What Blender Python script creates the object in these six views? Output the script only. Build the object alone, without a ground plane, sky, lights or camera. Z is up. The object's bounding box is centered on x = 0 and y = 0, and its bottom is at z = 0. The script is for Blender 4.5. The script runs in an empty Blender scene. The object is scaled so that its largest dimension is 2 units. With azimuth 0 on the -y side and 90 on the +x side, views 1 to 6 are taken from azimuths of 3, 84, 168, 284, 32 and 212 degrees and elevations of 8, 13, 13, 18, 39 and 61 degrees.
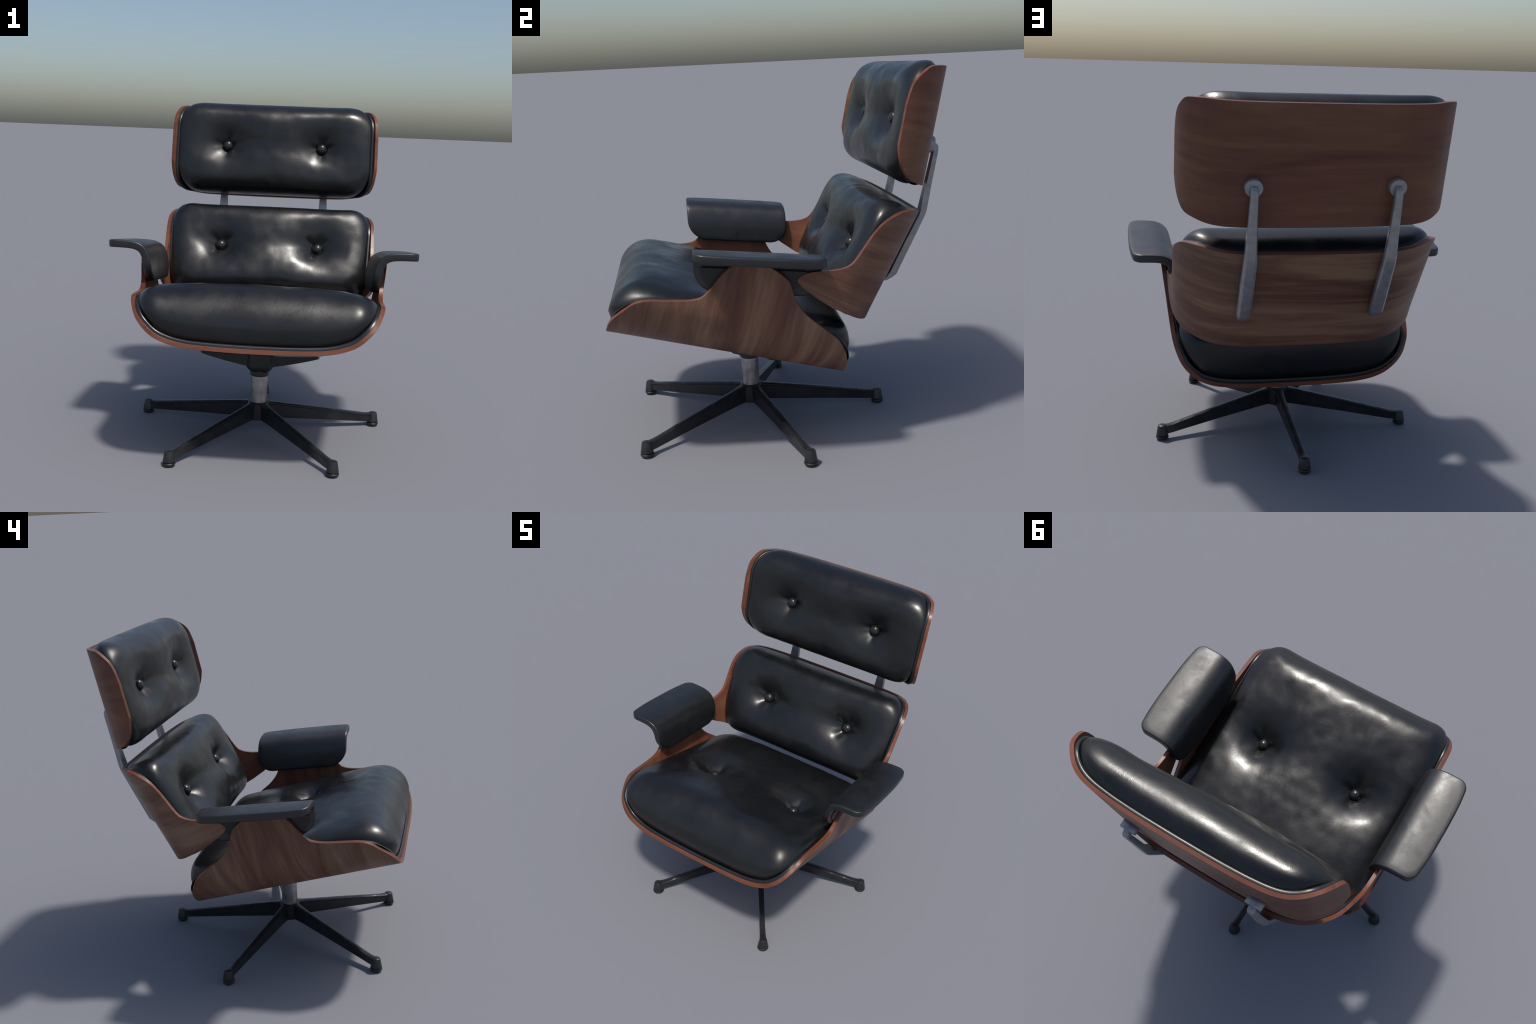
import bpy, bmesh, math, random
import numpy as np
from mathutils import Vector, noise

random.seed(7)
RAD = math.radians

# ------------------------------------------------------------------ helpers
def new_object(name, verts, faces, parent, mats, mat_index=None, sharp=35, bevel=0.0, smooth=True):
    me = bpy.data.meshes.new(name)
    me.from_pydata([tuple(map(float, v)) for v in verts], [], faces)
    me.update()
    bm = bmesh.new(); bm.from_mesh(me)
    if mat_index is not None:
        bm.faces.ensure_lookup_table()
        for f, i in zip(bm.faces, mat_index):
            f.material_index = i
    bmesh.ops.recalc_face_normals(bm, faces=bm.faces)
    for f in bm.faces:
        f.smooth = smooth
    bm.to_mesh(me); bm.free()
    if smooth and sharp:
        me.set_sharp_from_angle(angle=RAD(sharp))
    ob = bpy.data.objects.new(name, me)
    bpy.context.collection.objects.link(ob)
    for m in mats:
        me.materials.append(m)
    ob.parent = parent
    if bevel:
        b = ob.modifiers.new("rounded_edges", 'BEVEL')
        b.width = bevel; b.segments = 2; b.limit_method = 'ANGLE'; b.angle_limit = RAD(38)
        b.harden_normals = False
    return ob

def pchip(xs, ys):
    """monotone cubic through control points (numpy only)"""
    xs = np.array(xs, float); ys = np.array(ys, float)
    h = np.diff(xs); d = np.diff(ys) / h
    m = np.zeros(len(xs)); m[0] = d[0]; m[-1] = d[-1]
    for i in range(1, len(xs) - 1):
        if d[i-1] * d[i] > 0:
            w1 = 2*h[i] + h[i-1]; w2 = h[i] + 2*h[i-1]
            m[i] = (w1 + w2) / (w1/d[i-1] + w2/d[i])
    def f(x):
        x = np.clip(np.asarray(x, float), xs[0], xs[-1])
        i = np.clip(np.searchsorted(xs, x) - 1, 0, len(h) - 1)
        t = (x - xs[i]) / h[i]
        return ((1+2*t)*(1-t)**2*ys[i] + t*(1-t)**2*h[i]*m[i]
                + t*t*(3-2*t)*ys[i+1] + t*t*(t-1)*h[i]*m[i+1])
    return f

def smooth_list(a, n):
    a = np.array(a, float)
    for _ in range(n):
        b = a.copy(); b[1:-1] = .25*a[:-2] + .5*a[1:-1] + .25*a[2:]
        a = b
    return a

def quarter(e, R, p=2.4):
    """rounded shoulder: 0 at the edge, 1 once e >= R"""
    t = np.clip(e / R, 0, 1)
    return (1 - (1 - t)**p)**(1/p)

# ------------------------------------------------------------------ bent-plywood section
class Section:
    """Half cross-section (x, w) of a bent shell, mirrored in x and ruled along an axis."""
    def __init__(self, pts, w_dir, v_dir, xscale=None):
        p = np.array(pts, float)
        L = np.concatenate([[0], np.cumsum(np.hypot(*np.diff(p, axis=0).T))])
        fx, fw = pchip(L, p[:, 0]), pchip(L, p[:, 1])
        s = np.linspace(0, L[-1], 600)
        self.x = smooth_list(fx(s), 30); self.w = smooth_list(fw(s), 30)
        self.s = np.concatenate([[0], np.cumsum(np.hypot(np.diff(self.x), np.diff(self.w)))])
        self.smax = self.s[-1]
        tx, tw = np.gradient(self.x, self.s), np.gradient(self.w, self.s)
        tx[0], tw[0] = 1, 0
        n = np.hypot(tx, tw); self.nx, self.nw = -tw/n, tx/n       # inward normal
        self.W = np.array(w_dir); self.V = np.array(v_dir)
        self.xscale = xscale or (lambda v: 1.0)
    def s_at_x(self, x): return float(np.interp(x, self.x, self.s))
    def s_at_w(self, w):
        k = int(np.argmax(self.w > self.w[0] + .01))
        return float(np.interp(w, self.w[k:], self.s[k:]))
    def xw(self, s, off=0.0):
        sg = np.sign(s); a = np.abs(s)
        x = np.interp(a, self.s, self.x + off*self.nx); w = np.interp(a, self.s, self.w + off*self.nw)
        return sg*x, w
    def to3(self, x, w, v):
        x = np.asarray(x, float)*self.xscale(np.asarray(v, float))
        return np.stack([x, w*self.W[1] + v*self.V[1], w*self.W[2] + v*self.V[2]], -1)
    def point(self, s, v, off=0.0):
        x, w = self.xw(s, off)
        return self.to3(x, w, v)

def edge_curve(sec, table, n):
    """table rows ('x'|'w', position, v): an edge of the shell as v(s)"""
    ss = [sec.s_at_x(p) if k == 'x' else sec.s_at_w(p) for k, p, v in table]
    vs = [v for k, p, v in table]
    keep = [0]
    for i in range(1, len(ss)):
        if ss[i] > ss[keep[-1]] + 1e-3: keep.append(i)
    f = pchip([ss[i] for i in keep], [vs[i] for i in keep])
    return f, ss[keep[-1]]

def build_shell(name, sec, low, high, parent, mats, thick=.024, ns=190, nv=44):
    fl, a = edge_curve(sec, low, ns); fh, b = edge_curve(sec, high, ns)
    top = min(a, b)
    s = np.linspace(0, top, ns)
    s = np.concatenate([-s[:0:-1], s])
    lo = smooth_list(fl(np.abs(s)), 3); hi = smooth_list(fh(np.abs(s)), 3)
    N, M = len(s), nv
    verts, faces, mi = [], [], []
    for off in (0.0, thick):
        for i in range(N):
            for j in range(M):
                v = lo[i] + (hi[i]-lo[i]) * j/(M-1)
                verts.append(sec.point(s[i], v, off))
    idx = lambda k, i, j: k*N*M + i*M + j
    for k in (0, 1):
        for i in range(N-1):
            for j in range(M-1):
                faces.append((idx(k,i,j), idx(k,i+1,j), idx(k,i+1,j+1), idx(k,i,j+1))); mi.append(k)
    ring = [(i, 0) for i in range(N)] + [(N-1, j) for j in range(1, M)] + [(i, M-1) for i in range(N-2, -1, -1)] + [(0, j) for j in range(M-2, 0, -1)]
    for a, b in zip(ring, ring[1:] + ring[:1]):
        faces.append((idx(0,*a), idx(0,*b), idx(1,*b), idx(1,*a))); mi.append(2)
    return new_object(name, verts, faces, parent, mats, mi, sharp=40, bevel=.0035)

# ------------------------------------------------------------------ upholstery
def rounded_rect(hx, v0, v1, r, n=240):
    """closed outline in (s, v) with outward normals, evenly spaced"""
    hv, cv = (v1-v0)/2, (v1+v0)/2
    pts = []
    for cx, cy, a0 in ((hx-r, hv-r, 0), (-hx+r, hv-r, 90), (-hx+r, -hv+r, 180), (hx-r, -hv+r, 270)):
        for a in np.linspace(a0, a0+90, 24):
            c, s_ = math.cos(RAD(a)), math.sin(RAD(a))
            pts.append((cx + r*c, cy + r*s_, c, s_))
    pts = np.array(pts); pts = np.vstack([pts, pts[:1]])
    L = np.concatenate([[0], np.cumsum(np.hypot(*np.diff(pts[:, :2], axis=0).T))])
    t = np.linspace(0, L[-1], n, endpoint=False)
    out = np.stack([np.interp(t, L, pts[:, k]) for k in range(4)], -1)
    out[:, 1] += cv
    return out

def lump(x, y, z, f, seed=0.0):
    return noise.noise(Vector((x*f + seed, y*f - seed, z*f + 2*seed)))

def build_cushion(name, sec, half, v0, v1, corner, base_off, face, radii, bulge, buttons, parent, mats,
                  power=2.4, seed=1.0, depth=.075, reach=.095, round_pow=2.5, valley=.012):
    """Pillow sitting in a shell: outline lies on the shell, face(x, v) is its upholstered height w.
    radii / bulge: (side, toward v1, toward v0)."""
    O = rounded_rect(half, v0, v1, corner)
    n = len(O)
    ox, ow = sec.xw(O[:, 0], base_off); ov = O[:, 1]
    cv = (v0+v1)/2
    nx, nv = np.abs(O[:, 2])**2, O[:, 3]
    pos, neg = np.clip(nv, 0, 1)**2, np.clip(-nv, 0, 1)**2
    R = nx*radii[0] + pos*radii[1] + neg*radii[2]
    B = nx*bulge[0] + pos*bulge[1] + neg*bulge[2]
    hx = float(np.max(ox))
    def edge_measure(px, pv):
        uu = np.clip(1-(hx-np.abs(px))/radii[0], 0, None)
        vv = np.clip(np.maximum(1-(v1-pv)/radii[1], 1-(pv-v0)/radii[2]), 0, None)
        return (uu**round_pow + vv**round_pow)**(1/round_pow)              # 1 on the rounded plan outline
    lo, hi = np.zeros(n)+.5, np.ones(n)
    for _ in range(30):                                                     # pull the corners in to that outline
        mid = (lo+hi)/2; over = edge_measure(ox*mid, cv+(ov-cv)*mid) > 1
        hi = np.where(over, mid, hi); lo = np.where(over, lo, mid)
    ox, ov = ox*lo, cv+(ov-cv)*lo
    inner_x, inner_w = sec.x + base_off*sec.nx, sec.w + base_off*sec.nw
    ow = np.minimum(ow, np.interp(np.abs(ox), inner_x, inner_w))
    rings = 1 - np.concatenate([np.linspace(0, 1, 26)**2*.45, .45 + np.linspace(.03, .55, 26)])
    rings[-1] = max(rings[-1], 0.0)
    verts, faces = [], []
    dist = np.abs(ox*O[:, 2] + (ov-cv)*O[:, 3])      # true distance to the edge for a point scaled towards the centre
    for r in rings[:-1]:
        e = (1-r)*dist
        px, pv = ox*r, cv + (ov-cv)*r
        mm = np.clip(edge_measure(px, pv), 0, 1)
        f = (1 - mm**power)**(1/power)
        swell = np.sin(math.pi*np.clip(f, 0, 1)**.6)
        x = px + O[:, 2]*B*swell
        v = pv + O[:, 3]*B*swell
        top = face(x, v)
        w = ow + (top-ow)*f
        for i in range(n):
            dw = -valley*math.exp(-((v[i]-buttons[0][1])/.07)**2)*(1-min(1, abs(x[i])/.52)**4)
            for bx, bv in buttons:
                dx, dv = x[i]-bx, v[i]-bv
                rho = math.hypot(dx, dv); ang = math.atan2(dv, dx)
                pit = depth*math.exp(-(rho/reach)**1.25)
                pleat = .13*math.exp(-((rho-.06)/.035)**2)*(math.sin(4*ang + 2.1*bx*9 + seed) + .6*math.sin(7*ang + seed*2.3))
                dw -= pit*(1 + .5*pleat)
            k = float(f[i])**2
            dw += k*(0.004*lump(x[i], v[i], seed, 5.0, seed) + .0022*lump(x[i], v[i], seed, 14.0, seed+3))
            verts.append(sec.to3(x[i], w[i]+dw, v[i]))
    nr = len(rings)-1
    ctop = face(np.array([0.0]), np.array([cv]))[0]
    apex_dw = -valley*math.exp(-((cv-buttons[0][1])/.07)**2)
    apex_dw += 0.004*lump(0, cv, seed, 5.0, seed) + .0022*lump(0, cv, seed, 14.0, seed+3)
    for bx, bv in buttons:
        apex_dw -= depth*math.exp(-(math.hypot(bx, cv-bv)/reach)**1.25)
    verts.append(sec.to3(0.0, ctop + apex_dw, cv)); apex = len(verts)-1
    for k in range(nr-1):
        for i in range(n):
            j = (i+1) % n
            faces.append((k*n+i, k*n+j, (k+1)*n+j, (k+1)*n+i))
    for i in range(n):
        faces.append(((nr-1)*n+i, (nr-1)*n+(i+1) % n, apex))
    # underside follows the shell
    start = len(verts); under = (.96, .8, .6, .4, .2)
    for r in under:
        verts.extend(sec.point(O[:, 0]*r, cv+(ov-cv)*r, base_off*.6))
    verts.append(sec.point(np.array(0.0), np.array(cv), base_off*.6)); low = len(verts)-1
    row = lambda k: 0 if k < 0 else start + k*n
    for k in range(-1, len(under)-1):
        for i in range(n):
            j = (i+1) % n
            faces.append((row(k)+i, row(k+1)+i, row(k+1)+j, row(k)+j))
    for i in range(n):
        faces.append((row(len(under)-1)+i, low, row(len(under)-1)+(i+1) % n))
    return new_object(name, verts, faces, parent, mats, sharp=0)

def build_pad(name, sec, half, v0, v1, corner, off0, height, parent, mats):
    """thin upholstered backing board that shows as a dark band round the cushion"""
    O = rounded_rect(half, v0, v1, corner)
    n = len(O); cv = (v0+v1)/2
    verts, faces = [], []
    prof = [(0, 0), (.0, .45), (.002, .75), (.007, 1), (.013, .92), (.02, .55), (.03, .5), (.06, .5)]
    for d, h in prof:
        s = O[:, 0] - O[:, 2]*d; v = O[:, 1] - O[:, 3]*d
        verts.extend(sec.point(s, v, off0 + h*height))
    m = len(prof)
    for k in range(m-1):
        for i in range(n):
            j = (i+1) % n
            faces.append((k*n+i, k*n+j, (k+1)*n+j, (k+1)*n+i))
    # close towards the middle
    last = (m-1)*n
    for r in (.7, .35):
        s = (O[:, 0]-O[:, 2]*.06)*r; v = cv + (O[:, 1]-O[:, 3]*.06-cv)*r
        st = len(verts); verts.extend(sec.point(s, v, off0+.5*height))
        for i in range(n):
            j = (i+1) % n
            faces.append((last+i, last+j, st+j, st+i))
        last = st
    verts.append(sec.point(np.array(0.0), np.array(cv), off0+.5*height))
    for i in range(n):
        faces.append((last+i, last+(i+1) % n, len(verts)-1))
    return new_object(name, verts, faces, parent, mats, sharp=0)

def revolve(profile, n=32, scale=(1, 1)):
    """closed lathe of (radius, z) rows"""
    verts, faces = [], []
    for r, zz in profile:
        for i in range(n):
            a = 2*math.pi*i/n
            verts.append((r*math.cos(a)*scale[0], r*math.sin(a)*scale[1], zz))
    for k in range(len(profile)-1):
        for i in range(n):
            j = (i+1) % n
            faces.append((k*n+i, k*n+j, (k+1)*n+j, (k+1)*n+i))
    faces.append(tuple(range(n))); faces.append(tuple((len(profile)-1)*n+i for i in range(n)))
    return verts, faces

def loft(rings, cap=True):
    n = len(rings[0]); verts = [p for r in rings for p in r]; faces = []
    for k in range(len(rings)-1):
        for i in range(n):
            j = (i+1) % n
            faces.append((k*n+i, k*n+j, (k+1)*n+j, (k+1)*n+i))
    if cap:
        faces.append(tuple(range(n))); faces.append(tuple((len(rings)-1)*n+i for i in range(n)))
    return verts, faces

# ------------------------------------------------------------------ materials
def material(name):
    m = bpy.data.materials.new(name); m.use_nodes = True
    nt = m.node_tree; nt.nodes.clear()
    out = nt.nodes.new('ShaderNodeOutputMaterial'); b = nt.nodes.new('ShaderNodeBsdfPrincipled')
    nt.links.new(b.outputs[0], out.inputs[0])
    tc = nt.nodes.new('ShaderNodeTexCoord')
    return m, nt, b, tc

def node(nt, kind, **kw):
    n = nt.nodes.new(kind)
    for k, v in kw.items():
        if k in n.inputs: n.inputs[k].default_value = v
        else: setattr(n, k, v)
    return n

def ramp(nt, src, stops):
    r = nt.nodes.new('ShaderNodeValToRGB')
    el = r.color_ramp.elements
    while len(el) < len(stops): el.new(.5)
    for e, (p, c) in zip(el, stops):
        e.position = p; e.color = (*c, 1)
    nt.links.new(src, r.inputs[0])
    return r

def mapped(nt, tc, rot=(0, 0, 0), scale=(1, 1, 1), loc=(0, 0, 0)):
    mp = nt.nodes.new('ShaderNodeMapping')
    mp.inputs['Rotation'].default_value = rot; mp.inputs['Scale'].default_value = scale; mp.inputs['Location'].default_value = loc
    nt.links.new(tc.outputs['Object'], mp.inputs[0])
    return mp

def wood(name, tilt, stops, grain=1.0, rough=(.36, .52), seed=0.0, spec=.35):
    """Walnut veneer: figure runs round the bend, bands follow one another along the shell's axis.
    tilt: rotation about x that turns the shell's axis onto z."""
    m, nt, b, tc = material(name)
    rot = mapped(nt, tc, rot=(tilt, 0, 0))
    mp = nt.nodes.new('ShaderNodeMapping'); mp.inputs['Scale'].default_value = (.9, .9, 6.0*grain); mp.inputs['Location'].default_value = (seed, seed, seed)
    nt.links.new(rot.outputs[0], mp.inputs[0])
    broad = node(nt, 'ShaderNodeTexNoise', Scale=1.0, Detail=5.0, Roughness=.58, Distortion=1.1)
    nt.links.new(mp.outputs[0], broad.inputs['Vector'])
    mp2 = nt.nodes.new('ShaderNodeMapping'); mp2.inputs['Scale'].default_value = (2.2, 2.2, 55*grain)
    nt.links.new(rot.outputs[0], mp2.inputs[0])
    fine = node(nt, 'ShaderNodeTexNoise', Scale=1.0, Detail=5.0, Roughness=.65, Distortion=.3)
    nt.links.new(mp2.outputs[0], fine.inputs['Vector'])
    mx = node(nt, 'ShaderNodeMix', data_type='FLOAT'); mx.inputs[0].default_value = .24
    nt.links.new(broad.outputs[0], mx.inputs[2]); nt.links.new(fine.outputs[0], mx.inputs[3])
    cr = ramp(nt, mx.outputs[0], stops)
    # large slow drift between redder and browner veneer
    slow = node(nt, 'ShaderNodeTexNoise', Scale=1.7, Detail=2.0)
    nt.links.new(rot.outputs[0], slow.inputs['Vector'])
    hue = node(nt, 'ShaderNodeMix', data_type='RGBA', blend_type='MULTIPLY')
    sr = ramp(nt, slow.outputs[0], [(.35, (1.0, .88, .86)), (.65, (1.0, 1.05, 1.0))])
    hue.inputs[0].default_value = 1.0
    nt.links.new(cr.outputs[0], hue.inputs[6]); nt.links.new(sr.outputs[0], hue.inputs[7])
    nt.links.new(hue.outputs[2], b.inputs['Base Color'])
    rr = node(nt, 'ShaderNodeMapRange'); rr.inputs[3].default_value = rough[0]; rr.inputs[4].default_value = rough[1]
    nt.links.new(fine.outputs[0], rr.inputs[0]); nt.links.new(rr.outputs[0], b.inputs['Roughness'])
    bp = node(nt, 'ShaderNodeBump', Strength=.06, Distance=.002)
    nt.links.new(fine.outputs[0], bp.inputs['Height']); nt.links.new(bp.outputs[0], b.inputs['Normal'])
    b.inputs['Specular IOR Level'].default_value = spec
    return m

def leather(name, base, rough_lo, rough_hi, grain=.10, seed=0.0, patch=6.0, spec=.5):
    m, nt, b, tc = material(name)
    mp = mapped(nt, tc, loc=(seed, seed*1.3, seed*.7))
    col = node(nt, 'ShaderNodeTexNoise', Scale=3.5, Detail=4.0, Roughness=.6)
    nt.links.new(mp.outputs[0], col.inputs['Vector'])
    cr = ramp(nt, col.outputs[0], [(.3, tuple(c*.8 for c in base)), (.7, tuple(c*1.25 for c in base))])
    nt.links.new(cr.outputs[0], b.inputs['Base Color'])
    # rubbed and dull patches
    wear = node(nt, 'ShaderNodeTexNoise', Scale=patch, Detail=6.0, Roughness=.62, Distortion=.5)
    nt.links.new(mp.outputs[0], wear.inputs['Vector'])
    rr = node(nt, 'ShaderNodeMapRange'); rr.inputs[1].default_value = .32; rr.inputs[2].default_value = .68
    rr.inputs[3].default_value = rough_lo; rr.inputs[4].default_value = rough_hi
    nt.links.new(wear.outputs[0], rr.inputs[0]); nt.links.new(rr.outputs[0], b.inputs['Roughness'])
    b.inputs['Specular IOR Level'].default_value = spec
    vor = node(nt, 'ShaderNodeTexVoronoi', Scale=190.0); nt.links.new(mp.outputs[0], vor.inputs['Vector'])
    wr = node(nt, 'ShaderNodeTexNoise', Scale=38.0, Detail=4.0, Roughness=.6, Distortion=.8); nt.links.new(mp.outputs[0], wr.inputs['Vector'])
    b1 = node(nt, 'ShaderNodeBump', Strength=grain*.4, Distance=.0015); nt.links.new(vor.outputs[0], b1.inputs['Height'])
    b2 = node(nt, 'ShaderNodeBump', Strength=grain, Distance=.004); nt.links.new(wr.outputs[0], b2.inputs['Height'])
    nt.links.new(b1.outputs[0], b2.inputs['Normal']); nt.links.new(b2.outputs[0], b.inputs['Normal'])
    return m

def paint(name, base, rough, metallic=0.0, var=.25, scale=20.0, bump=.05):
    m, nt, b, tc = material(name)
    n = node(nt, 'ShaderNodeTexNoise', Scale=scale, Detail=4.0, Roughness=.6)
    nt.links.new(tc.outputs['Object'], n.inputs['Vector'])
    cr = ramp(nt, n.outputs[0], [(.3, tuple(c*(1-var) for c in base)), (.7, tuple(c*(1+var) for c in base))])
    nt.links.new(cr.outputs[0], b.inputs['Base Color'])
    rr = node(nt, 'ShaderNodeMapRange'); rr.inputs[3].default_value = rough-.1; rr.inputs[4].default_value = rough+.1
    nt.links.new(n.outputs[0], rr.inputs[0]); nt.links.new(rr.outputs[0], b.inputs['Roughness'])
    bp = node(nt, 'ShaderNodeBump', Strength=bump, Distance=.002); nt.links.new(n.outputs[0], bp.inputs['Height'])
    nt.links.new(bp.outputs[0], b.inputs['Normal'])
    b.inputs['Metallic'].default_value = metallic
    return m

SEAT_TILT, BACK_TILT, HEAD_TILT = 15.0, 27.6, 12.0
veneer = [(.35, (.095, .042, .027)), (.45, (.140, .066, .042)), (.53, (.185, .098, .061)), (.63, (.250, .148, .094))]
veneer_red = [(.34, (.095, .034, .022)), (.46, (.135, .050, .030)), (.60, (.175, .074, .040)), (.74, (.21, .102, .056))]
veneer_in = [(.34, (.125, .045, .025)), (.5, (.19, .074, .041)), (.66, (.25, .110, .062))]  # same walnut, tinted more orange for light bouncing inside the shells
ply_edge = [(.34, (.085, .026, .014)), (.5, (.150, .049, .026)), (.66, (.21, .074, .040))]

t_seat, t_back, t_head = RAD(90-SEAT_TILT), RAD(BACK_TILT), RAD(HEAD_TILT)
mat_seat_out = wood("walnut_veneer_seat", RAD(90+SEAT_TILT), veneer, 1.0, seed=1.3)
mat_back_out = wood("walnut_veneer_back", t_back, veneer, 1.1, seed=4.1)
mat_head_out = wood("walnut_veneer_head", t_head, veneer_red, 1.0, seed=7.7)
mat_seat_in = wood("walnut_inside_seat", RAD(90+SEAT_TILT), veneer_in, 1.0, seed=2.3)
mat_back_in = wood("walnut_inside_back", t_back, veneer_in, 1.0, seed=5.3)
mat_edge = wood("plywood_edge", 0.0, ply_edge, 1.5, rough=(.26, .40), seed=3.3, spec=.45)
mat_leather = leather("black_leather", (.0085, .009, .010), .22, .42, seed=1.0)
mat_leather_arm = leather("black_leather_arm", (.0085, .009, .010), .31, .50, grain=.05, seed=6.0, patch=9.0, spec=.75)
mat_welt = leather("black_leather_welt", (.014, .015, .017), .25, .36, grain=.05, seed=3.0)
mat_button = leather("black_leather_button", (.015, .015, .017), .24, .32, grain=.03, seed=9.0)
mat_black = paint("black_enamel", (.016, .017, .018), .38, var=.3, scale=14)
mat_rubber = paint("black_plastic", (.012, .012, .013), .42, var=.2)
mat_steel = paint("brushed_steel", (.36, .34, .34), .30, metallic=.8, var=.35, scale=16)
mat_alu = paint("cast_aluminium", (.33, .325, .33), .34, metallic=.6, var=.16, scale=25)

# ------------------------------------------------------------------ thing
chair = bpy.data.objects.new("lounge_chair", None)
bpy.context.collection.objects.link(chair)
chair["label"] = "black leather lounge chair with bent walnut shells, swivel star base"
chair["category"] = "lounge chair"

def axes_back(t):   # w forward-up, v up along the shell
    s, c = math.sin(RAD(t)), math.cos(RAD(t))
    return (0, -c, s), (0, s, c)
def axes_seat(t):   # w up, v backwards-down
    s, c = math.sin(RAD(t)), math.cos(RAD(t))
    return (0, s, c), (0, c, -s)

seat_sec = Section([(0, .431), (.16, .433), (.335, .441), (.43, .456), (.487, .474), (.525, .491), (.576, .531), (.628, .592),
                    (.659, .655), (.675, .706), (.684, .762), (.690, .82), (.699, .88), (.711, .963), (.717, 1.01)], *axes_seat(SEAT_TILT))
back_sec = Section([(0, -.117), (.15, -.116), (.306, -.111), (.40, -.099), (.464, -.083), (.52, -.058), (.568, -.025), (.604, .008),
                    (.636, .048), (.659, .092), (.672, .132), (.681, .18), (.687, .25), (.690, .32), (.691, .396)],
                   *axes_back(BACK_TILT), xscale=lambda v: 1 + .075*np.clip(v-1.0, -.1, .4))
head_sec = Section([(0, -.484), (.15, -.483), (.312, -.478), (.42, -.469), (.48, -.459), (.530, -.443), (.581, -.413), (.621, -.375),
                    (.652, -.336), (.674, -.292), (.688, -.25), (.692, -.234)], *axes_back(HEAD_TILT))

build_shell("seat_shell", seat_sec,
    [('x', 0, -1.052), ('x', .335, -1.056), ('x', .525, -1.060), ('x', .576, -1.055), ('w', .56, -1.047), ('w', .59, -1.032),
     ('w', .622, -1.010), ('w', .65, -.987), ('w', .678, -.964), ('w', .695, -.945), ('w', .715, -.91), ('w', .73, -.84),
     ('w', .744, -.752), ('w', .758, -.69), ('w', .786, -.633), ('w', .834, -.602), ('w', .906, -.570), ('w', .955, -.541),
     ('w', .985, -.515), ('w', 1.005, -.485)],
    [('x', 0, .2), ('x', .45, .2), ('w', .48, .197), ('w', .548, .183), ('w', .606, .158), ('w', .643, .131), ('w', .667, .112),
     ('w', .702, .066), ('w', .743, -.01), ('w', .783, -.088), ('w', .834, -.154), ('w', .89, -.194), ('w', .945, -.228),
     ('w', .977, -.274), ('w', 1.005, -.34)],
    chair, [mat_seat_out, mat_seat_in, mat_edge], thick=.024)
build_shell("backrest_shell", back_sec,
    [('x', 0, .818), ('x', .46, .817), ('x', .53, .817), ('x', .57, .818), ('x', .627, .823), ('w', .112, .831), ('w', .16, .833),
     ('w', .215, .841), ('w', .267, .849), ('w', .318, .862), ('w', .356, .872), ('w', .382, .884), ('w', .394, .897)],
    [('x', 0, 1.450), ('x', .5, 1.448), ('x', .575, 1.442), ('x', .603, 1.432), ('w', .049, 1.408), ('w', .071, 1.388), ('w', .107, 1.345),
     ('w', .124, 1.318), ('w', .137, 1.279), ('w', .150, 1.225), ('w', .157, 1.16), ('w', .164, 1.10), ('w', .187, 1.058),
     ('w', .247, 1.012), ('w', .327, .971), ('w', .376, .936), ('w', .394, .908)],
    chair, [mat_back_out, mat_back_in, mat_edge], thick=.020)
build_shell("headrest_shell", head_sec,
    [('x', 0, 1.498), ('x', .45, 1.500), ('x', .521, 1.504), ('x', .564, 1.509), ('x', .598, 1.516), ('w', -.347, 1.528), ('w', -.325, 1.540),
     ('w', -.284, 1.583), ('w', -.252, 1.64), ('w', -.237, 1.69)],
    [('x', 0, 2.103), ('x', .57, 2.103), ('x', .61, 2.097), ('w', -.345, 2.088), ('w', -.289, 2.043), ('w', -.246, 1.968), ('w', -.237, 1.89)],
    chair, [mat_head_out, mat_back_in, mat_edge], thick=.020)

# ---- cushions
def face_seat(x, v):
    return .805 - .040*np.abs(x/.62)**3.6 - .004*np.clip((v+.2)/.35, 0, 1)**2
def face_back(x, v):
    return .214 - .04*np.abs(x/.62)**3.0 + .006*np.cos((v-1.1)*6)
def face_head(x, v):
    return -.212 - .022*np.abs(x/.62)**3.0 + .004*np.cos((v-1.8)*6)

def add_buttons(sec, spots, face, depth, parent, r=.034):
    prof = [(.3*r, -.5*r), (.8*r, -.4*r), (.98*r, -.1*r), (r, .12*r), (.93*r, .38*r), (.75*r, .62*r), (.5*r, .78*r), (.2*r, .86*r), (.02*r, .87*r)]
    v, f = revolve(prof, 28)
    first = None
    for x, vv in spots:
        if first is None:
            ob = new_object("button", v, f, parent, [mat_button], sharp=0); first = ob
        else:
            ob = first.copy(); bpy.context.collection.objects.link(ob)
        zax = Vector(sec.W); yax = Vector(sec.V)
        from mathutils import Matrix
        xax = yax.cross(zax)
        rot = Matrix((xax, yax, zax)).transposed().to_4x4()
        pos = Vector(sec.to3(x, face(np.array([x]), np.array([vv]))[0] - depth + .024, vv))
        ob.matrix_world = Matrix.Translation(pos) @ rot

seat_spots = [(-.317, -.440), (.317, -.440)]
back_spots = [(-.315, 1.135), (.315, 1.135)]
head_spots = [(-.318, 1.813), (.318, 1.813)]

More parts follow.
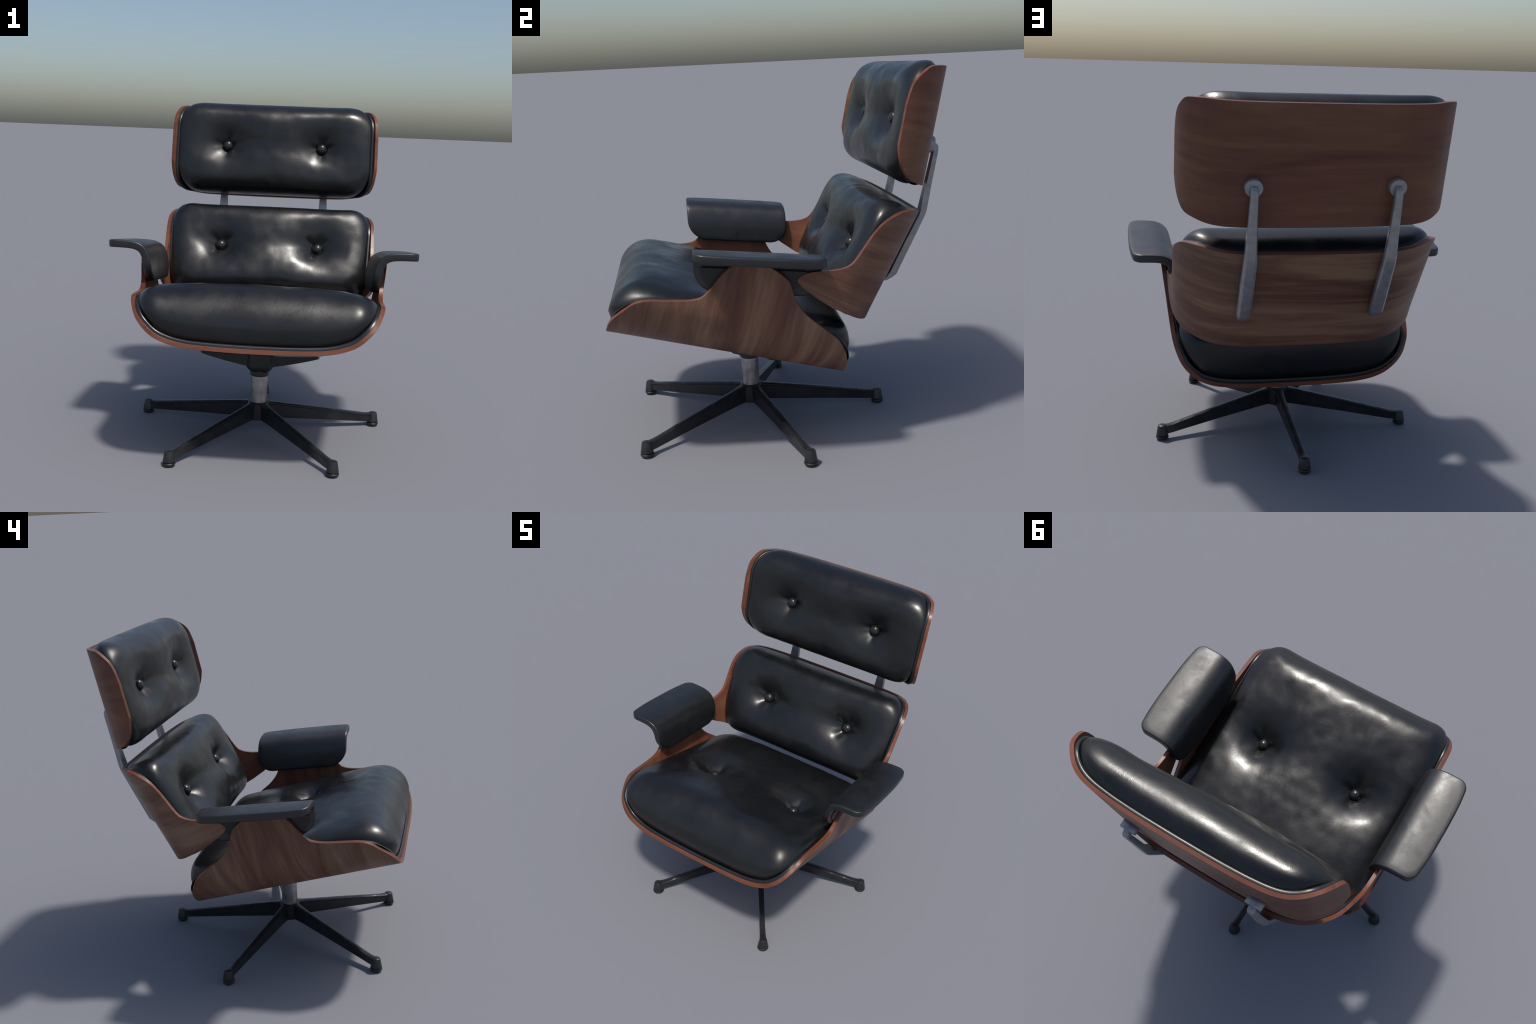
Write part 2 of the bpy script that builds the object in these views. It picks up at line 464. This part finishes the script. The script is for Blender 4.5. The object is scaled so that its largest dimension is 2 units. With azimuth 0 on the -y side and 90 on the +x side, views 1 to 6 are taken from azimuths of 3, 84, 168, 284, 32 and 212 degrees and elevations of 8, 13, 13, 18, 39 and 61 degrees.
s_side = seat_sec.s_at_w(.705)
seat_cushion = build_cushion("seat_cushion", seat_sec, s_side-.012, -1.022, .168, .20, .034, face_seat, (.145, .20, .24), (.004, .022, .047),
              seat_spots, chair, [mat_leather], power=3.7, seed=1.7, depth=.130, reach=.120, valley=.004)
build_pad("seat_welt", seat_sec, s_side+.012, -1.046, .188, .20, .0245, .020, seat_cushion, [mat_welt])
add_buttons(seat_sec, seat_spots, face_seat, .132, seat_cushion)
s_side = back_sec.s_at_w(.118)
back_cushion = build_cushion("back_cushion", back_sec, s_side-.010, .834, 1.428, .15, .032, face_back, (.14, .17, .16), (.004, .016, .034),
              back_spots, chair, [mat_leather], power=3.9, seed=4.4, depth=.098, reach=.112)
build_pad("back_welt", back_sec, s_side+.012, .826, 1.438, .20, .0225, .018, back_cushion, [mat_welt])
add_buttons(back_sec, back_spots, face_back, .111, back_cushion)
s_side = head_sec.s_at_w(-.270)
head_cushion = build_cushion("head_cushion", head_sec, s_side-.012, 1.524, 2.082, .16, .032, face_head, (.19, .17, .18), (.004, .038, .026),
              head_spots, chair, [mat_leather], power=3.8, seed=8.2, depth=.090, reach=.112)
build_pad("head_welt", head_sec, s_side+.010, 1.506, 2.096, .17, .0225, .018, head_cushion, [mat_welt])
add_buttons(head_sec, head_spots, face_head, .102, head_cushion)

# ---- armrests: one bent pad, outline is a rounded rectangle on the developed sheet
arm_pts = np.array([(.900, -.001), (.868, 0), (.82, .001), (.775, 0), (.735, -.003), (.705, -.010), (.679, -.022), (.658, -.041), (.643, -.067),
                    (.632, -.10), (.625, -.14), (.620, -.19), (.616, -.232)])
def build_arm(side):
    L = np.concatenate([[0], np.cumsum(np.hypot(*np.diff(arm_pts, axis=0).T))])
    fx, fh = pchip(L, arm_pts[:, 0]), pchip(L, arm_pts[:, 1])
    n = 400
    s = np.linspace(0, L[-1], n); X, H = smooth_list(fx(s), 20), smooth_list(fh(s), 20)
    tx, th = np.gradient(X, s), np.gradient(H, s); q = np.hypot(tx, th); NX, NH = -th/q, tx/q    # points to outside/below
    if NH[0] > 0: NX, NH = -NX, -NH
    S = L[-1]; y0, y1 = -.440, .190
    pitch = math.tan(RAD(6.7))
    def place(sv, y, off):
        x = np.interp(sv, s, X + off*NX); h = np.interp(sv, s, H + off*NH)
        return np.stack([side*x, y, 1.180 - pitch*(y+.42) + h], -1)
    # closed outline in (s, y): tight corners outside, generous ones at the lower inside edge
    ro, ri, so = .045, .115, .033
    out = []
    for cs, cy, r, a0 in ((so+ro, y1-ro, ro, 90), (so+ro, y0+ro, ro, 180), (S-ri, y0+ri, ri, 270), (S-ri, y1-ri, ri, 0)):
        for a in np.linspace(a0, a0+90, 20):
            out.append((cs + r*math.cos(RAD(a)), cy + r*math.sin(RAD(a)), math.cos(RAD(a)), math.sin(RAD(a))))
    out = np.array(out); out = np.vstack([out, out[:1]])
    LL = np.concatenate([[0], np.cumsum(np.hypot(*np.diff(out[:, :2], axis=0).T))])
    t = np.linspace(0, LL[-1], 200, endpoint=False)
    O = np.stack([np.interp(t, LL, out[:, k]) for k in range(4)], -1)
    bow = .022*np.clip(-O[:, 2], 0, 1)*(1-np.abs(2*(O[:, 1]-(y0+y1)/2)/(y1-y0))**3)     # outer edge swells a little
    O[:, 0] -= bow
    T = .044
    prof = [(.0, .008), (.0015, .0035), (.005, .0008), (.009, 0)]      # inset, offset below the upper skin
    prof = [(.0, .5*T), (.0, .010), (.001, .0045), (.0045, .0012), (.010, 0)]
    n = len(O); cs, cy = S/2, (y0+y1)/2
    verts, faces = [], []
    rows = []
    def add_row(s_, y_, off):
        rows.append(len(verts)); verts.extend(place(s_, y_, off))
    for r in (.012, .06, .15, .3, .45, .6, .75, .88):
        add_row(cs+(O[:, 0]-cs)*r, cy+(O[:, 1]-cy)*r, -.0012*(1-r))
    for d, off in prof[::-1]:
        add_row(O[:, 0]-O[:, 2]*d, O[:, 1]-O[:, 3]*d, off)
    for d, off in prof[1:]:
        add_row(O[:, 0]-O[:, 2]*d, O[:, 1]-O[:, 3]*d, T-off)
    for r in (.88, .75, .6, .45, .3, .15, .06, .012):
        add_row(cs+(O[:, 0]-cs)*r, cy+(O[:, 1]-cy)*r, T)
    for a, b in zip(rows, rows[1:]):
        for i in range(n):
            j = (i+1) % n
            faces.append((a+i, a+j, b+j, b+i))
    for a in (rows[0], rows[-1]):
        faces.append(tuple(a+i for i in range(n)))
    arm = new_object("armrest", verts, faces, chair, [mat_leather_arm], sharp=0)
    # backing plate between pad and shell
    sa, sb = np.interp(-.085, H[::-1], s[::-1]), S-.030
    rr = .085; out = []
    for c_s, c_y, r, a0 in ((sa+.02, y1-.09, .02, 90), (sa+.02, y0+.05, .02, 180), (sb-rr, y0+.03+rr, rr, 270), (sb-rr, y1-.09-rr, rr, 0)):
        for a in np.linspace(a0, a0+90, 12):
            out.append((c_s + r*math.cos(RAD(a)), c_y + r*math.sin(RAD(a))))
    out = np.array(out)
    rings = [[tuple(p) for p in place(out[:, 0], out[:, 1], o)] for o in (T-.004, T+.006, T+.010)]
    rings[2] = [tuple(p) for p in place(cs*0+out[:, 0]*.985+(sa+sb)/2*.015, out[:, 1]*.985+cy*.015, T+.010)]
    v, f = loft(rings)
    new_object("armrest_backing", v, f, arm, [mat_rubber], sharp=30)
for side in (-1, 1):
    build_arm(side)

# ---- back support brackets
def build_bracket(side):
    xc = .348
    # spine stations: (y, z) of the outer face, inner face, half width
    st = [(.872, 1.572, .858, 1.578, .012), (.884, 1.556, .856, 1.562, .0145), (.883, 1.530, .853, 1.528, .0165), (.850, 1.380, .818, 1.382, .020),
          (.822, 1.245, .787, 1.255, .025), (.816, 1.218, .779, 1.222, .027), (.804, 1.188, .767, 1.196, .028), (.730, 1.045, .692, 1.062, .030),
          (.648, .888, .610, .903, .030), (.620, .866, .588, .872, .024), (.592, .850, .573, .853, .013)]
    rings = []
    for yo, zo, yi, zi, h in st:
        h *= 1.2; c = .32*h
        rings.append([(side*xc-h+c, yo, zo), (side*xc-h, yo*.72+yi*.28, zo*.72+zi*.28), (side*xc-h, yi, zi), (side*xc+h, yi, zi),
                      (side*xc+h, yo*.72+yi*.28, zo*.72+zi*.28), (side*xc+h-c, yo, zo)])
    v, f = loft(rings)
    br = new_object("support_bracket", v, f, chair, [mat_alu], sharp=25, bevel=.003)
    from mathutils import Matrix
    # washer against the headrest shell
    prof = [(.006, -.030), (.042, -.030), (.044, -.026), (.044, .004), (.041, .009), (.006, .010)]
    v, f = revolve(prof, 40)
    ws = new_object("washer", v, f, br, [mat_alu], sharp=35)
    n = Vector((0, math.cos(RAD(HEAD_TILT)), -math.sin(RAD(HEAD_TILT))))
    rot = n.to_track_quat('Z', 'Y').to_matrix().to_4x4()
    ws.matrix_world = Matrix.Translation(Vector((side*xc, .848, 1.566))) @ rot
    # stand-off that meets the backrest shell
    n = Vector((0, math.cos(RAD(BACK_TILT)), -math.sin(RAD(BACK_TILT))))
    v, f = revolve([(.004, -.045), (.018, -.045), (.018, .016), (.004, .016)], 24)
    for z0, y0 in ((1.10, .708), (.93, .620)):
        so = new_object("stand_off", v, f, br, [mat_rubber], sharp=35)
        so.matrix_world = Matrix.Translation(Vector((side*xc, y0, z0))) @ n.to_track_quat('Z', 'Y').to_matrix().to_4x4()
for side in (-1, 1):
    build_bracket(side)

# ---- pedestal
CY = -.140
base = bpy.data.objects.new("pedestal", None); bpy.context.collection.objects.link(base); base.parent = chair
base.location = (0, CY, 0)
v, f = revolve([(.02, .150), (.050, .150), (.051, .200), (.050, .37), (.02, .372)], 36)
new_object("column", v, f, base, [mat_steel], sharp=30)
v, f = revolve([(.02, .356), (.052, .356), (.058, .362), (.058, .392), (.05, .398), (.02, .40)], 36)
new_object("collar", v, f, base, [mat_black], sharp=30)
# swivel housing: rounded block that tapers down to the collar
rings = []
for zz, hx, hy in ((.384, .050, .050), (.392, .060, .058), (.412, .078, .068), (.43, .082, .072), (.468, .082, .072)):
    c = .35*min(hx, hy)
    rings.append([(hx, -hy+c, zz), (hx, hy-c, zz), (hx-c, hy, zz), (-hx+c, hy, zz), (-hx, hy-c, zz), (-hx, -hy+c, zz), (-hx+c, -hy, zz), (hx-c, -hy, zz)])
rings[-1] = [(x, y, (.431 - (CY+y)*math.sin(RAD(SEAT_TILT)))/math.cos(RAD(SEAT_TILT)) - .004) for x, y, zz in rings[-1]]   # meets the sloping shell
v, f = loft(rings); new_object("swivel_housing", v, f, base, [mat_black], sharp=30, bevel=.004)
# mounting arms under the seat, tapering out to thin tips, plus the plate they carry
def seat_under(x, y):      # z of the underside of the shell at chair-space x, y
    w = float(np.interp(abs(x), seat_sec.x, seat_sec.w))
    return (w - y*math.sin(RAD(SEAT_TILT)))/math.cos(RAD(SEAT_TILT))
for sx, sy in ((-1, -1), (1, -1), (1, 1), (-1, 1)):
    d = Vector((sx*.350, sy*.10, 0)); side_v = Vector((-d.y, d.x, 0)).normalized()
    rings = []
    for k in range(10):
        t = .12 + .88*k/9; hw = .042 - .018*t
        ring = []
        for o, lowered in ((-hw, 0), (hw, 0), (hw*.8, 1), (-hw*.8, 1)):
            p = d*t + side_v*o
            top = seat_under(p.x, CY+p.y) - .008
            zb = .392 + (top - .014 - .392)*min(1, t)**.75
            ring.append((p.x, p.y, min(zb, top-.006) if lowered else top))
        rings.append(ring)
    v, f = loft(rings); new_object("mount_arm", v, f, base, [mat_black], sharp=30, bevel=.002)
rings = []
for k in range(17):
    x = -.37 + .74*k/16
    q = .12 - .02*abs(x)/.37
    rings.append([(x, -q, seat_under(x, CY-q)+.001), (x, q, seat_under(x, CY+q)+.001), (x, q, seat_under(x, CY+q)-.006), (x, -q, seat_under(x, CY-q)-.006)])
v, f = loft(rings); new_object("mount_plate", v, f, base, [mat_black], sharp=30)
# hub: five-sided body between the legs
v, f = revolve([(.02, .087), (.078, .087), (.078, .184), (.070, .193), (.02, .196)], 5)
hub = new_object("hub", v, f, base, [mat_black], sharp=20, bevel=.004)
hub.rotation_euler = (0, 0, math.pi/2)

def leg_mesh():
    """leg pointing along +y from the hub"""
    rings = []
    R1 = .748
    for k in range(40):
        t = k/39; r = .035 + t*(R1-.035)
        top = np.interp(r, [.035, .06, .40, .70, .748], [.192, .190, .135, .083, .081])
        bot = np.interp(r, [.035, .07, .40, .70, .748], [.087, .087, .058, .028, .027])
        hw = np.interp(r, [.035, .12, .65, .70, .748], [.030, .0205, .0165, .018, .021])
        fl = min(.010, (top-bot)*.2)
        n1 = .0012*math.sin(r*61) + .0008*math.sin(r*147+1)
        rings.append([(-hw*.55, r, top+n1*.4), (-hw, r, top-.004), (-hw, r, top-fl), (-hw*.80, r, top-fl-.006), (-hw*.72, r, bot+.004), (-hw*.5, r, bot),
                      (hw*.5, r, bot), (hw*.72, r, bot+.004), (hw*.80, r, top-fl-.006), (hw, r, top-fl), (hw, r, top-.004), (hw*.55, r, top+n1*.4)])
    return loft(rings)
leg_v, leg_f = leg_mesh()
boot = revolve([(.006, .024), (.032, .024), (.0345, .027), (.033, .034), (.0255, .078), (.023, .083), (.015, .0865), (.004, .087)], 32)
glide = revolve([(.006, .0), (.024, .0), (.032, .004), (.0365, .011), (.0365, .016), (.033, .021), (.024, .025), (.006, .025)], 32)
first_leg = None
for k in range(5):
    if first_leg is None:
        leg = new_object("leg", leg_v, leg_f, base, [mat_black], sharp=28)
        bt = new_object("foot", boot[0], boot[1], leg, [mat_black], sharp=28); bt.location = (0, .755, 0)
        gl = new_object("glide", glide[0], glide[1], leg, [mat_rubber], sharp=28); gl.location = (0, .755, 0)
        first_leg = (leg, bt, gl)
    else:
        leg = first_leg[0].copy(); bpy.context.collection.objects.link(leg)
        for o in first_leg[1:]:
            c = o.copy(); bpy.context.collection.objects.link(c); c.parent = leg
    leg.rotation_euler = (0, 0, k*2*math.pi/5)
